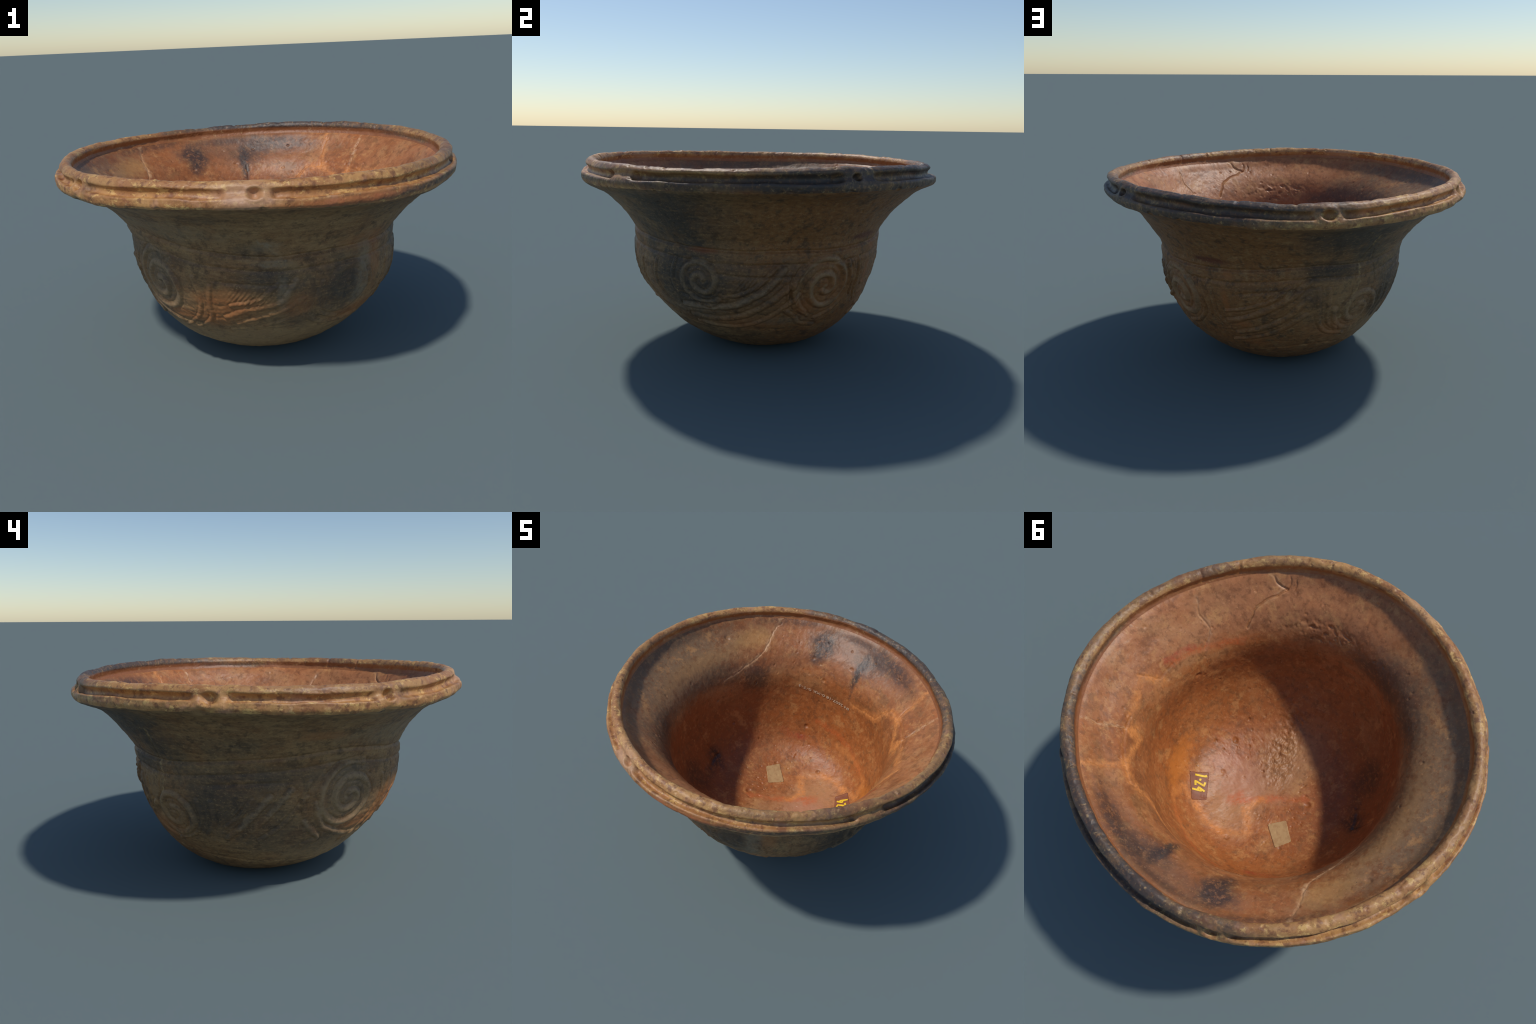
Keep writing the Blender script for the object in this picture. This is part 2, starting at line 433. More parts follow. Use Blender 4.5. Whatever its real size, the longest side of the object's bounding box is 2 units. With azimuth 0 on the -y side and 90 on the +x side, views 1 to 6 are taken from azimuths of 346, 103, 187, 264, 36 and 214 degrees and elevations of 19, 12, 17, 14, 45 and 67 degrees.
class Clay(Net):
    """One fired-clay material: base, then painted-on layers of matter."""
    def __init__(self, name, base, rough=.55, span=(-1, 9)):
        self.span = span                                # heights this material has to cover
        self.m = bpy.data.materials.new(name); self.m.use_nodes = True
        super().__init__(self.m.node_tree)
        self.bsdf = self.n["Principled BSDF"]
        self.P = self.add("ShaderNodeTexCoord").outputs["Object"]
        x = self.add("ShaderNodeSeparateXYZ"); self.put(x.inputs[0], self.P)
        self.z = x.outputs[2]
        self.ang = self.math("ARCTAN2", x.outputs[1], x.outputs[0])
        self.n_big = self.noise(self.P, 7, 5, .62)
        self.n_mid = self.noise(self.P, 28, 5, .62, offset=3)
        self.n_fine = self.noise(self.P, 120, 4, .6, offset=7)
        c = self.math("SUBTRACT", self.n_big, .5); d = self.math("SUBTRACT", self.n_mid, .5)
        self.rag = self.math("ADD", self.math("MULTIPLY", c, 1.5), self.math("MULTIPLY", d, 1.5))
        w = self.noise(self.P, 14, 4, .65, colour=True, offset=5)
        w2 = self.noise(self.P, 60, 3, .6, colour=True, offset=15)
        self.warp = self.vec("ADD", self.P, self.vec("SCALE", self.vec("SUBTRACT", w, (.5, .5, .5)), scale=.06))
        self.warp = self.vec("ADD", self.warp, self.vec("SCALE", self.vec("SUBTRACT", w2, (.5, .5, .5)), scale=.02))
        self.n_soft = self.noise(self.P, 55, 6, .7, offset=17)
        self.col = base; self.rough = rough
    def over(self, mask, colour, k=1.0, mode="MIX"):
        if k != 1.0:
            mask = self.math("MULTIPLY", mask, k)
        self.col = self.mix(mask, self.col, colour, mode)
        return self
    def patch(self, a, z, da, dz, colour, k=1.0, soft=.45, rag=1.0, texture=None):
        reach = dz * (1 + soft + .85 * rag)
        if z + reach < self.span[0] or z - reach > self.span[1]:
            return self
        p = self.math("MULTIPLY", self.math("WRAP", self.math("SUBTRACT", self.ang, radians((a + 180) % 360 - 180)), pi, -pi), 1 / radians(da))
        q = self.math("MULTIPLY_ADD", self.z, 1 / dz, -z / dz)
        d = self.math("SQRT", self.math("MULTIPLY_ADD", p, p, self.math("MULTIPLY", q, q)))
        m = self.ramp(self.math("MULTIPLY_ADD", self.rag, rag, d), 1 - soft, 1 + soft, 1, 0)
        if texture is not None:
            m = self.math("MULTIPLY", m, texture)
        return self.over(m, colour, k)
    def spot(self, c, r, colour, k=1.0, soft=.4, rag=1.0):
        reach = r[2] * (1 + soft + .85 * rag)
        if c[2] + reach < self.span[0] or c[2] - reach > self.span[1]:
            return self
        d = self.vec("LENGTH", self.vec("DIVIDE", self.vec("SUBTRACT", self.P, c), r))
        return self.over(self.ramp(self.math("MULTIPLY_ADD", self.rag, rag, d), 1 - soft, 1 + soft, 1, 0), colour, k)
    def whorl(self, c_ang, c_z, r_in, pitch, turns, start, sense, w, colour, k=1.0):
        """Mask that follows a spiral cordon, in closed form."""
        x = self.math("MULTIPLY", self.math("WRAP", self.math("SUBTRACT", self.ang, radians((c_ang + 180) % 360 - 180)), pi, -pi), .67)
        y = self.math("SUBTRACT", self.z, c_z)
        r = self.math("SQRT", self.math("MULTIPLY_ADD", x, x, self.math("MULTIPLY", y, y)))
        r = self.math("MULTIPLY_ADD", self.rag, .012, r)
        turn = self.math("MULTIPLY_ADD", self.math("ARCTAN2", y, x), -sense / TAU, sense * start / 360 - r_in / pitch)
        f = self.math("FRACT", self.math("MULTIPLY_ADD", r, 1 / pitch, turn))
        d = self.math("MULTIPLY", self.math("MINIMUM", f, self.math("SUBTRACT", 1, f)), pitch)
        m = self.math("MULTIPLY", self.ramp(d, w * .3, w, 1, 0), self.ramp(r, r_in + pitch * turns, r_in + pitch * (turns - .35)))
        m = self.math("MULTIPLY", m, self.ramp(self.n_soft, .36, .58, .35, 1))
        return self.over(m, colour, k)
    def seam(self, pts, w, colour, k=1.0, ragged=.6):
        best = None
        for a, b in zip(pts[:-1], pts[1:]):
            if max(a[2], b[2]) + w + .05 < self.span[0] or min(a[2], b[2]) - w - .05 > self.span[1]:
                continue
            A = np.array(a); AB = np.array(b) - A
            ap = self.vec("SUBTRACT", self.warp, tuple(A))
            t = self.math("MULTIPLY", self.vec("DOT_PRODUCT", ap, tuple(AB)), 1 / float(AB @ AB), clamp=True)
            ab = self.add("ShaderNodeVectorMath", operation="SCALE"); ab.inputs[0].default_value = tuple(AB); self.put(ab.inputs["Scale"], t)
            d = self.vec("LENGTH", self.vec("SUBTRACT", ap, ab.outputs[0]))
            best = d if best is None else self.math("MINIMUM", best, d)
        if best is None:
            return self
        best = self.ramp(best, 0., w, 1, 0)
        if ragged:
            best = self.math("MULTIPLY", best, self.ramp(self.n_soft, .36, .60, .9 - ragged, 1))
            best = self.math("MULTIPLY", best, self.ramp(self.n_big, .36, .58, 1 - ragged, 1))
        return self.over(best, colour, k)
    def finish(self, bump=.25, dist=.004, spec=.5):
        self.put(self.bsdf.inputs["Base Color"], self.col)
        self.put(self.bsdf.inputs["Roughness"], self.rough)
        self.bsdf.inputs["Specular IOR Level"].default_value = spec
        h = self.math("ADD", self.math("MULTIPLY", self.n_mid, .7), self.math("MULTIPLY", self.n_fine, .5))
        b = self.add("ShaderNodeBump")
        b.inputs["Strength"].default_value = bump; b.inputs["Distance"].default_value = dist
        self.put(b.inputs["Height"], h); self.put(self.bsdf.inputs["Normal"], b.outputs[0])
        return self.m

def cyl(a, r, z):
    return (r * np.cos(radians(a)), r * np.sin(radians(a)), z)

def on_inner(a, s):
    i = int(np.searchsorted(in_s, s)); j = int(round((a % 360) / 360 * NT)) % NT
    return tuple(float(v) for v in full[min(NROW - 1, N_OUT + N_RIM - 2 + i), j])

def on_outer(a, s):
    i = int(np.searchsorted(out_s, s)); j = int(round((a % 360) / 360 * NT)) % NT
    return tuple(float(v) for v in full[min(N_OUT - 1, i), j])

# ------------------------------------------------------ outside of the pot --
OLIVE = srgb(146, 113, 75); UMBER = srgb(130, 90, 55); RUST = srgb(160, 98, 52); TAN = srgb(160, 128, 86)
SOOT = srgb(54, 51, 48); ASH = srgb(136, 120, 98); BRICK = srgb(104, 52, 36); CHAR = srgb(62, 55, 52)

def clay_outside(name, span):
    k = Clay(name, OLIVE, .58, span)
    streak = k.noise(k.P, 5, 7, .68, stretch=(1, 1, 8), offset=2)
    fleck = k.noise(k.P, 42, 6, .72, stretch=(1, 1, 2.2), offset=31)
    k.over(k.ramp(k.n_big, .40, .64), UMBER, .75)
    k.over(k.ramp(streak, .50, .66), srgb(98, 70, 44), .5)
    k.over(k.ramp(streak, .49, .36), srgb(166, 132, 88), .4)
    k.patch(58, .66, 52, .52, srgb(142, 92, 49), .85, .35, .6)            # warmer brown side
    k.patch(75, .12, 60, .20, srgb(140, 88, 46), .7, .4, .6)
    k.over(k.ramp(k.noise(k.P, 13, 6, .68, offset=61), .53, .64), srgb(84, 62, 42), .65)
    k.over(k.ramp(k.noise(k.P, 13, 6, .68, offset=67), .54, .66), srgb(160, 120, 78), .5)
    k.over(k.ramp(k.n_mid, .52, .68), srgb(86, 64, 44), .6)
    k.over(k.ramp(k.n_mid, .46, .30), srgb(158, 122, 80), .5)
    k.patch(250, .16, 55, .13, srgb(156, 124, 86), .6, .4, .8)
    k.over(k.ramp(fleck, .53, .63), srgb(78, 58, 40), .42)
    k.over(k.ramp(fleck, .46, .37), srgb(180, 140, 92), .34)
    grain = k.math("MULTIPLY", k.ramp(fleck, .30, .50, .45, 1), k.ramp(streak, .34, .50, .75, 1))
    for a, z, da, dz, kk in ((287, .49, 12, .12, .80), (258, .55, 11, .055, .8), (214, .50, 9, .09, .45), (268, .33, 9, .05, .4), (345, .79, 15, .15, .92),
                             (342, .44, 18, .19, .92), (322, .66, 5, .11, .7), (10, .44, 14, .10, .45), (120, .83, 15, .11, .85), (118, .63, 13, .05, .8), (134, .76, 9, .12, .6),
                             (158, .47, 19, .17, .70), (186, .30, 22, .09, .45), (180, .60, 20, .05, .45), (160, .76, 14, .04, .4), (146, .40, 8, .1, .4), (238, .86, 6, .02, .5),
                             (250, .70, 5, .03, .4), (28, .53, 8, .05, .4), (95, .54, 16, .02, .4), (108, .50, 5, .03, .5), (300, .86, 16, .05, .35), (212, .62, 14, .03, .4), (275, .45, 10, .08, .35)):
        k.patch(a, z, da, dz, SOOT, kk * .92, .7, 1.15, grain)
    for a, z, da, dz, kk in ((241, .42, 12, .085, .62), (232, .34, 9, .05, .6), (216, .33, 8, .03, .6), (36, .34, 6, .05, .6), (48, .42, 9, .09, .35), (71.3, .45, 1.6, .06, .9),
                             (77, .325, 4.5, .022, .8), (83, .205, 6, .025, .7), (352, .62, 6, .012, .6), (10, .24, 14, .04, .5), (300, .30, 12, .05, .55), (303, .58, 4, .10, .5),
                             (73, .60, 2, .02, .7), (192, .80, 8, .02, .4), (120, .30, 12, .05, .5), (268, .42, 6, .06, .4), (296, .68, 10, .04, .4)):
        k.patch(a, z, da, dz, RUST, kk, .6, .9, k.ramp(k.n_soft, .30, .52, .4, 1))
    k.patch(65.5, .668, 8, .017, BRICK, .75, .5, .7)
    k.patch(351, .615, 5, .014, BRICK, .35, .7, .9)
    for a, z, da, dz, kk in ((296, .53, 4, .13, .6), (222, .78, 18, .05, .35), (262, .50, 2.0, .07, .5), (258, .635, 6, .012, .5), (257, .72, 5, .025, .4), (205, .52, 12, .14, .25), (343, .30, 14, .03, .3), (25, .25, 16, .02, .3)):
        k.patch(a, z, da, dz, ASH, kk, .6, 1.0, k.ramp(k.n_soft, .30, .55, .2, 1))
    # the design's raised strips and spirals in a paler, greyer tone than the wall
    for pts, w in (([(25.8, .985), (20, .889), (11, .815), (2.8, .771), (-8.2, .758), (-22, .749)], .022),
                   ([(174.5, .955), (169.2, .875), (163.5, .788)], .022), ([(183, .985), (177.5, .906), (173.5, .849)], .02),
                   ([(189, .819), (198.2, .71)], .02), ([(266, .997), (260, .889)], .02), ([(192.8, .91), (198, .784), (213.5, .706)], .018)):
        k.seam([on_outer(a, s) for a, s in pts], w, srgb(150, 126, 98), .62, .45)
    for c, z0, r0, pitch, turns, start, sense, kk in ((208.5, .482, .022, .072, 2.15, 120, -1, .65), (44.8, .431, .026, .076, 1.95, 250, 1, .55),
                                                      (133.0, .396, .030, .066, 1.80, 100, -1, .35), (350.8, .468, .020, .062, 1.75, 40, 1, .35)):
        k.whorl(c, z0, r0, pitch, turns, start, sense, .020, srgb(160, 132, 98), kk)
    k.seam([on_outer(a, s) for a, s in ((133, 1.28), (131, 1.19), (130, 1.10), (131, 1.0), (127, .90), (124, .79))], .014, srgb(178, 146, 100), .8, .8)
    k.seam([on_outer(a, s) for a, s in ((253, 1.21), (256, 1.17), (259, 1.12), (262, 1.09))], .018, srgb(150, 140, 120), .6, .8)
    k.seam([on_outer(a, s) for a, s in ((29, 1.07), (30, .98), (31, .88), (31, .77))], .018, srgb(150, 118, 78), .5, .8)
    k.over(k.ramp(k.n_fine, .60, .72), srgb(184, 152, 104), .5)
    k.over(k.ramp(k.n_fine, .38, .28), srgb(40, 34, 30), .55)
    return k.finish(.45, .004, .4)
mat_belly = clay_outside("smoked_clay_belly", (-1, .70))
mat_neck = clay_outside("smoked_clay_neck", (.61, 9))

# -------------------------------------------------------------------- rim --
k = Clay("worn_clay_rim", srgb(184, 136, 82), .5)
xy = k.add("ShaderNodeSeparateXYZ"); k.put(xy.inputs[0], k.P)
rad = k.math("SQRT", k.math("ADD", k.math("MULTIPLY", xy.outputs[0], xy.outputs[0]), k.math("MULTIPLY", xy.outputs[1], xy.outputs[1])))
fleck = k.noise(k.P, 20, 7, .72, stretch=(1, 1, 1.6), offset=9)
k.over(k.ramp(k.n_big, .42, .60), srgb(158, 106, 62), .8)
k.over(k.ramp(k.n_mid, .50, .64), srgb(118, 76, 50), .75)
k.over(k.ramp(fleck, .54, .63), srgb(222, 180, 110), .70)
k.over(k.ramp(fleck, .44, .36), srgb(128, 74, 48), .6)
k.over(k.ramp(k.noise(k.P, 11, 4, .6, offset=13), .56, .70), srgb(182, 134, 104), .55)
k.patch(252, .99, 7, .05, srgb(184, 142, 110), .6, .5, .8)
soot = k.math("MULTIPLY", k.ramp(k.n_soft, .32, .52, .5, 1), k.ramp(k.n_big, .34, .50, .6, 1))
for a, z, da, dz, kk, sf in ((62, .985, 42, .09, .93, .16), (24, .97, 16, .05, .85, .3), (2, .965, 26, .035, .75, .4), (350, .955, 14, .03, .65, .5), (85, 1.03, 32, .04, .80, .3),
                         (300, 1.03, 8, .012, .5, .6), (322, 1.02, 7, .03, .6, .6), (296, .945, 18, .012, .8, .5), (318, .950, 16, .015, .7, .5), (268, .938, 12, .008, .6, .5),
                         (208, .985, 2.5, .02, .5, .6), (113, .99, 4, .04, .5, .5), (345, 1.03, 20, .015, .45, .6), (15, 1.03, 30, .012, .4, .7), (190, 1.02, 30, .02, .25, .8)):
    k.patch(a, z, da, dz, CHAR, kk * .94, sf + .1, .75, soot)
k.patch(275, .955, 16, .018, srgb(176, 100, 58), .7, .5, .8)
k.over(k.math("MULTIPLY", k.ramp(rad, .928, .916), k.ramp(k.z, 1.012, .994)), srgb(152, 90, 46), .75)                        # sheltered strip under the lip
k.over(k.ramp(k.noise(k.P, 34, 5, .65, offset=21), .60, .70), srgb(200, 166, 116), .45)
k.over(k.ramp(k.n_fine, .37, .27), srgb(44, 34, 28), .55)
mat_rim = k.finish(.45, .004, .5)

# ----------------------------------------------------------------- inside --
def clay_inside(name, span):
    k = Clay(name, srgb(164, 104, 62), .47, span)
    wipe = k.noise(k.P, 4.5, 7, .68, stretch=(1, 1, 3), offset=4)
    fleck = k.noise(k.P, 36, 7, .74, offset=41)
    cloud = k.noise(k.P, 3.2, 6, .66, offset=47)
    k.over(k.ramp(k.n_big, .42, .60), srgb(150, 89, 45), .75)
    k.over(k.ramp(cloud, .50, .62), srgb(176, 124, 78), .8)
    k.over(k.ramp(cloud, .46, .36), srgb(134, 79, 42), .7)
    k.over(k.ramp(wipe, .50, .64), srgb(172, 100, 50), .6)
    k.over(k.ramp(wipe, .46, .36), srgb(136, 95, 57), .6)
    k.patch(310, .86, 55, .12, srgb(176, 118, 76), .6, .5, .8)
    k.spot((.1, .1, .4), (.66, .66, .36), srgb(164, 93, 42), .7, .3, .7)          # redder well
    k.spot((-.45, -.1, .35), (.32, .50, .36), srgb(126, 68, 38), .55, .4, .8)
    k.patch(188, .84, 44, .17, srgb(148, 114, 76), .85, .45, .8)                   # buff side of the flare
    k.patch(184, .90, 40, .05, srgb(118, 98, 78), .5, .6, .9)
    blotch = k.noise(k.P, 9, 7, .72, offset=71)
    k.over(k.ramp(blotch, .54, .64), srgb(196, 142, 86), .55)
    k.over(k.ramp(blotch, .45, .36), srgb(122, 72, 38), .55)
    k.over(k.ramp(k.n_mid, .52, .64), srgb(126, 80, 46), .6)
    k.over(k.ramp(k.n_mid, .45, .32), srgb(188, 128, 76), .5)
    k.over(k.ramp(fleck, .54, .63), srgb(116, 70, 42), .28)
    k.over(k.ramp(fleck, .46, .37), srgb(198, 140, 88), .24)
    for a, z, da, dz, kk in ((232, .77, 20, .10, .55), (250, .72, 14, .05, .6), (215, .75, 9, .05, .4), (160, .72, 26, .06, .5), (140, .66, 8, .09, .75), (196, .95, 40, .025, .5)):
        k.patch(a, z, da, dz, srgb(72, 56, 44), kk, .6, 1.0, k.ramp(fleck, .32, .52, .4, 1))
    k.patch(175, .83, 20, .03, srgb(164, 122, 76), .4, .7, 1.2)
    k.patch(140, .87, 9, .04, srgb(176, 128, 72), .55, .7, 1.0)
    k.patch(84, .90, 26, .07, srgb(96, 74, 60), .55, .7, 1.0)
    black = k.ramp(fleck, .36, .52, .25, 1)
    for a, z, da, dz, kk in ((104.5, .86, 6, .055, .85), (107, .80, 4, .035, .65), (81.5, .80, 2.2, .09, .85), (78, .84, 7, .05, .55), (66, .915, 13, .045, .75), (88, .93, 14, .02, .5),
                             (120, .95, 16, .02, .5), (183, .23, 6, .06, .85), (213, .28, 10, .09, .65), (196, .20, 10, .03, .5), (305, .52, 8, .05, .25)):
        k.patch(a, z, da, dz, srgb(52, 44, 42), kk, .6, .75, black)
    k.spot((.18, .17, .09), (.20, .22, .10), srgb(184, 138, 96), .6, .5, .9)
    k.spot((.22, .03, .11), (.17, .14, .10), srgb(184, 128, 104), .5, .5, .8)
    k.spot((.05, -.20, .10), (.16, .20, .12), srgb(170, 132, 94), .5, .6, 1.0)
    k.spot((.52, .2, .27), (.10, .17, .07), srgb(196, 118, 48), .7, .6, 1.0)
    ORANGE = srgb(214, 138, 74); FLAME = srgb(198, 98, 48); CREAM = srgb(204, 160, 116)
    for pts, w, c, kk in (
            ([(359, .33), (4, .20), (12, .26), (21, .26), (27.5, .30), (24, .316)], .040, ORANGE, .85), ([(27, .25), (27.5, .36), (35, .30), (42.5, .25)], .036, ORANGE, .8),
            ([(42.5, .25), (50, .265), (58, .40), (69, .43), (77, .45)], .042, ORANGE, .9), ([(44.5, .0), (42.8, .25)], .030, ORANGE, .6),
            ([(29.6, .0), (28, .13), (27, .25)], .014, CREAM, .8), ([(126.5, .0), (130.5, .105), (135.5, .223), (142, .291), (153.8, .347), (162, .366)], .020, CREAM, .8),
            ([(303.5, .0), (298, .085), (308, .186), (313, .291)], .020, CREAM, .45), ([(330, .05), (331, .15), (328, .24), (334, .33)], .026, srgb(176, 136, 100), .6),
            ([(350, .29), (340, .30), (328, .33), (316, .36)], .036, FLAME, .65), ([(352, .26), (338, .285)], .030, srgb(172, 66, 44), .6),
            ([(124, .812), (116, .845), (108, .84)], .040, srgb(168, 70, 42), .7), ([(26, 1.24), (40, 1.17), (50, 1.37), (205, 1.21)], .036, FLAME, .75),
            ([(50, 1.37), (60, 1.25), (94, 1.16), (75, 1.06), (58, 1.0), (45, .98)], .040, ORANGE, .85), ([(45, .98), (30, .90), (40, .80), (60, .78), (80, .80)], .036, ORANGE, .6),
            ([(100, .70), (85, .72), (70, .74), (50, .80)], .036, FLAME, .55), ([(81, .41), (81.5, .26), (83, .16)], .018, srgb(74, 66, 58), .8)):
        k.seam([on_inner(a, s) for a, s in pts], w, c, min(1, kk * 1.12), .58)
    k.over(k.ramp(k.n_fine, .60, .72), srgb(206, 154, 108), .45)
    k.over(k.ramp(k.n_fine, .37, .27), srgb(56, 40, 32), .55)
    return k.finish(.3, .004, .45)
mat_flare = clay_inside("red_clay_flare", (.58, 9))
mat_well = clay_inside("red_clay_well", (-1, .65))

def plain(name, colour, vary, rough=.7):
    k = Clay(name, colour, rough)
    k.over(k.ramp(k.n_mid, .45, .65), vary, .6).over(k.ramp(k.n_fine, .58, .72), vary, .7)
    return k.finish(.2, .002, .35)
mat_paper = plain("label_paper", srgb(182, 148, 104), srgb(162, 122, 82), .85)
mat_varnish = plain("varnish_ground", srgb(142, 88, 62), srgb(124, 72, 48), .5)
mat_yellow = plain("yellow_paint", srgb(246, 206, 48), srgb(226, 176, 40), .5)
mat_white = plain("pale_ink", srgb(206, 182, 152), srgb(176, 140, 108), .6)

# ============================================================ make objects ==
root = bpy.data.objects.new("clay_bowl", None)
bpy.context.scene.collection.objects.link(root)
root.empty_display_size = .2
root["label"] = "round-bottomed brown clay bowl with flaring grooved rim"
root["category"] = "pottery bowl"

def mesh_object(name, verts, faces, mat, parent=root, normals=None):
    me = bpy.data.meshes.new(name)
    if isinstance(faces, tuple):                       # (quads, tris) arrays
        quads, tris = faces
        me.vertices.add(len(verts)); me.vertices.foreach_set("co", np.ascontiguousarray(verts, np.float32).ravel())
        idx = np.concatenate([quads.ravel(), tris.ravel()]).astype(np.int32)
        start = np.concatenate([np.arange(len(quads)) * 4, len(quads) * 4 + np.arange(len(tris)) * 3]).astype(np.int32)
        me.loops.add(len(idx)); me.loops.foreach_set("vertex_index", idx)
        me.polygons.add(len(start)); me.polygons.foreach_set("loop_start", start)
        me.update(calc_edges=True); me.validate()
    else:
        me.from_pydata(verts, [], faces)
    me.polygons.foreach_set("use_smooth", [True] * len(me.polygons))
    if normals is not None:
        me.normals_split_custom_set_from_vertices(normals.tolist())
    me.materials.append(mat)
    ob = bpy.data.objects.new(name, me)
    bpy.context.scene.collection.objects.link(ob)
    ob.parent = parent
    return ob

def rows_object(name, r0, r1, mat):
    """Faces between grid rows r0..r1 as one part; end rows may be poles."""
    first, last = r0 == 0, r1 == NROW - 1
    a, b = (1 if first else r0), (NROW - 2 if last else r1)
    V = full[a:b+1].reshape(-1, 3); Nn = nrm[a:b+1].reshape(-1, 3)
    n = b - a + 1
    i, j = np.meshgrid(np.arange(n - 1), np.arange(NT), indexing="ij"); j2 = (j + 1) % NT
    quads = np.stack([i*NT + j, i*NT + j2, (i+1)*NT + j2, (i+1)*NT + j], -1).reshape(-1, 4)
    tris = np.zeros((0, 3), int); jj = np.arange(NT); jn = (jj + 1) % NT
    if first:
        V = np.concatenate([V, full[0, :1]]); Nn = np.concatenate([Nn, nrm[0, :1]])
        tris = np.stack([np.full(NT, len(V) - 1), jn, jj], -1)
    if last:
        V = np.concatenate([V, full[-1, :1]]); Nn = np.concatenate([Nn, nrm[-1, :1]])
        o = (n - 1) * NT
        tris = np.stack([np.full(NT, len(V) - 1), o + jj, o + jn], -1)
    return mesh_object(name, V, (quads, tris), mat, root, Nn)

shoulder_row = int(np.searchsorted(out_s, 1.10))
inner_row = N_OUT + N_RIM - 2
well_row = inner_row + int(np.searchsorted(in_s, .46))
rows_object("belly", 0, shoulder_row, mat_belly)
rows_object("neck", shoulder_row, N_OUT - 1, mat_neck)
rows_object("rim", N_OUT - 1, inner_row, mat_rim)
rows_object("inner_flare", inner_row, well_row, mat_flare)
rows_object("inner_well", well_row, NROW - 1, mat_well)

# --------------------------------------- paper label, number and ink line --
sub = full[inner_row:, ::2]
rN, cN = sub.shape[:2]
vv = [Vector(p) for p in sub.reshape(-1, 3).tolist()]
i, j = np.meshgrid(np.arange(rN - 1), np.arange(cN), indexing="ij"); j2 = (j + 1) % cN
bvh = BVHTree.FromPolygons(vv, np.stack([i*cN + j, i*cN + j2, (i+1)*cN + j2, (i+1)*cN + j], -1).reshape(-1, 4).tolist())

def drape_down(p, lift):
    hit, n, _, _ = bvh.ray_cast(Vector((p[0], p[1], .9)), Vector((0, 0, -1)))
    if n.z < 0: n = -n
    return hit + n * lift

def drape_out(a, z, lift):
    o = Vector((.015, 0, z)); d = Vector((np.cos(a), np.sin(a), 0))
    hit, n, _, _ = bvh.ray_cast(o, d)
    return hit - d * lift

def sheet(name, corners, mat, lift, parent, nu=26, nv=34, fray=.0, seed=1):
    """A stuck-on sheet: four plan corners, draped on the inside surface, with a thin edge."""
    g = np.random.default_rng(seed)
    c = np.array(corners, float); verts, faces = [], []
    for q in range(nv):
        for p in range(nu):
            u, v = p / (nu - 1), q / (nv - 1)
            xy = (1-u)*(1-v)*c[0] + u*(1-v)*c[1] + u*v*c[2] + (1-u)*v*c[3]
            if p in (0, nu - 1) or q in (0, nv - 1):
                xy = xy + g.normal(size=2) * fray
                if (u in (0, 1)) and (v in (0, 1)):
                    xy = xy * .93 + c.mean(0) * .07
            verts.append(drape_down(xy, lift))
    n = len(verts)
    edge = [q for q in range(nu)] + [q*nu + nu - 1 for q in range(1, nv)] + [nu*nv - 1 - q for q in range(1, nu)] + [q*nu for q in range(nv - 2, 0, -1)]
    for q in range(nv - 1):
        for p in range(nu - 1):
            faces.append((q*nu + p, q*nu + p + 1, (q+1)*nu + p + 1, (q+1)*nu + p))
    verts += [verts[e] + Vector((0, 0, -.006)) for e in edge]
    m = len(edge)
    for e in range(m):
        faces.append((edge[e], n + e, n + (e+1) % m, edge[(e+1) % m]))
    ob = mesh_object(name, verts, faces, mat, parent)
    bm = bmesh.new(); bm.from_mesh(ob.data); bmesh.ops.recalc_face_normals(bm, faces=bm.faces); bm.to_mesh(ob.data); bm.free()
    return ob

sheet("paper_label", [(-.067, .196), (-.145, .118), (-.243, .217), (-.183, .298)], mat_paper, .0028, root, fray=.0007, seed=3)
tag = sheet("number_patch", [(.478, .190), (.395, .120), (.310, .272), (.372, .322)], mat_varnish, .0026, root, fray=.0008, seed=4)

def brush(pts, w, put, name, mat, parent):
    """Painted stroke: ribbon of width w along 2D points, laid on by put(x, y, lift)."""
    p = np.array(pts, float); d = np.gradient(p, axis=0); d /= np.linalg.norm(d, axis=1, keepdims=True) + 1e-9
    nn = np.stack([-d[:, 1], d[:, 0]], 1)
    L, R = p + nn * w / 2, p - nn * w / 2
    return [put(x, y) for x, y in L], [put(x, y) for x, y in R]

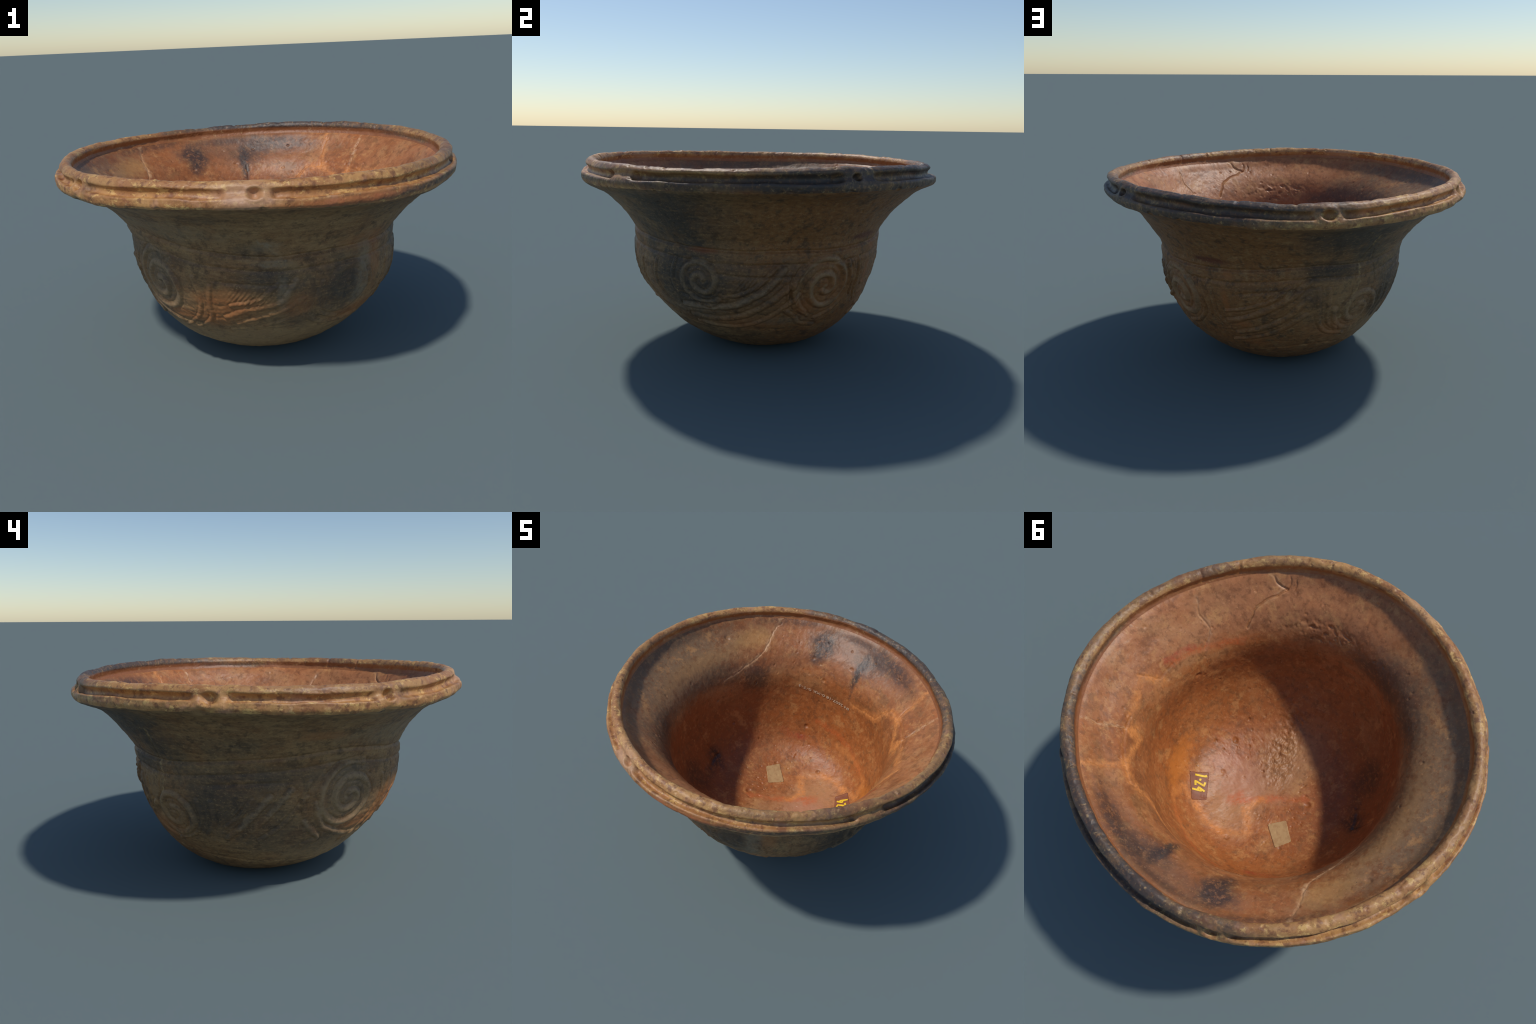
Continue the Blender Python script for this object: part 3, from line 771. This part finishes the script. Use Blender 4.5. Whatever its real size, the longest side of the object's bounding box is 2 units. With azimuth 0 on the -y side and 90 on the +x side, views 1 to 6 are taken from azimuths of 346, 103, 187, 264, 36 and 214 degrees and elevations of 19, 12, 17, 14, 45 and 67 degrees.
def painted(name, strokes, w, put, mat, parent):
    verts, faces = [], []
    for st in strokes:
        pts = []
        for a, b in zip(st[:-1], st[1:]):
            n = max(2, int(np.hypot(b[0]-a[0], b[1]-a[1]) / (w * .45)))
            pts += [(a[0] + (b[0]-a[0])*f/n, a[1] + (b[1]-a[1])*f/n) for f in range(n)]
        pts.append(st[-1])
        A, B = brush(pts, w, put, name, mat, parent)
        o = len(verts)
        for a, b in zip(A, B):
            verts += [a, b]
        faces += [(o + 2*q, o + 2*q + 1, o + 2*q + 3, o + 2*q + 2) for q in range(len(pts) - 1)]
    return mesh_object(name, verts, faces, mat, parent)

# number 1-24 on the varnish patch; text runs from +x-y towards +y, tops towards the bowl's middle
org = np.array((.424, .152)); run = np.array((-.062, .142)); run = run / np.linalg.norm(run); upv = np.array((-.72, -.42)); upv /= np.linalg.norm(upv)
def put_no(x, y):
    q = org + run * x + upv * y
    return drape_down(q, .0050)
painted("painted_number", [
    [(.018, -.034), (.018, .030), (.010, .022)],
    [(.036, .000), (.050, -.002)],
    [(.054, .030), (.078, .026), (.056, -.026), (.082, -.020)],
    [(.112, .036), (.092, .000), (.112, -.004)], [(.112, .020), (.108, -.034)]], .0120, put_no, mat_yellow, tag)

# faint inventory line lettered upside down along the wall
cu = bpy.data.curves.new("lettering", "FONT"); cu.body = "IN 2607-18 0-XK 0-T-3"; cu.size = 1; cu.offset = .02
tmp = bpy.data.objects.new("lettering", cu); bpy.context.scene.collection.objects.link(tmp)
bpy.context.view_layer.update()
tm = bpy.data.meshes.new_from_object(tmp.evaluated_get(bpy.context.evaluated_depsgraph_get()))
bpy.data.objects.remove(tmp); bpy.data.curves.remove(cu)
bm = bmesh.new(); bm.from_mesh(tm)
bmesh.ops.triangulate(bm, faces=bm.faces)
bmesh.ops.subdivide_edges(bm, edges=[e for e in bm.edges if e.calc_length() > .25], cuts=2, use_grid_fill=False)
bmesh.ops.triangulate(bm, faces=bm.faces)
co = np.array([v.co[:] for v in bm.verts]); x0, x1 = co[:, 0].min(), co[:, 0].max()
verts = []
for x, y, _ in co:
    f = (x - x0) / (x1 - x0)
    a = radians(79.8 + 35.4 * f)
    z = .578 + .040 * f**2.2 - .026 * y
    verts.append(drape_out(a, z, .0045))
faces = [tuple(v.index for v in f.verts) for f in bm.faces]
bm.free(); bpy.data.meshes.remove(tm)
mesh_object("ink_inscription", verts, faces, mat_white, root)
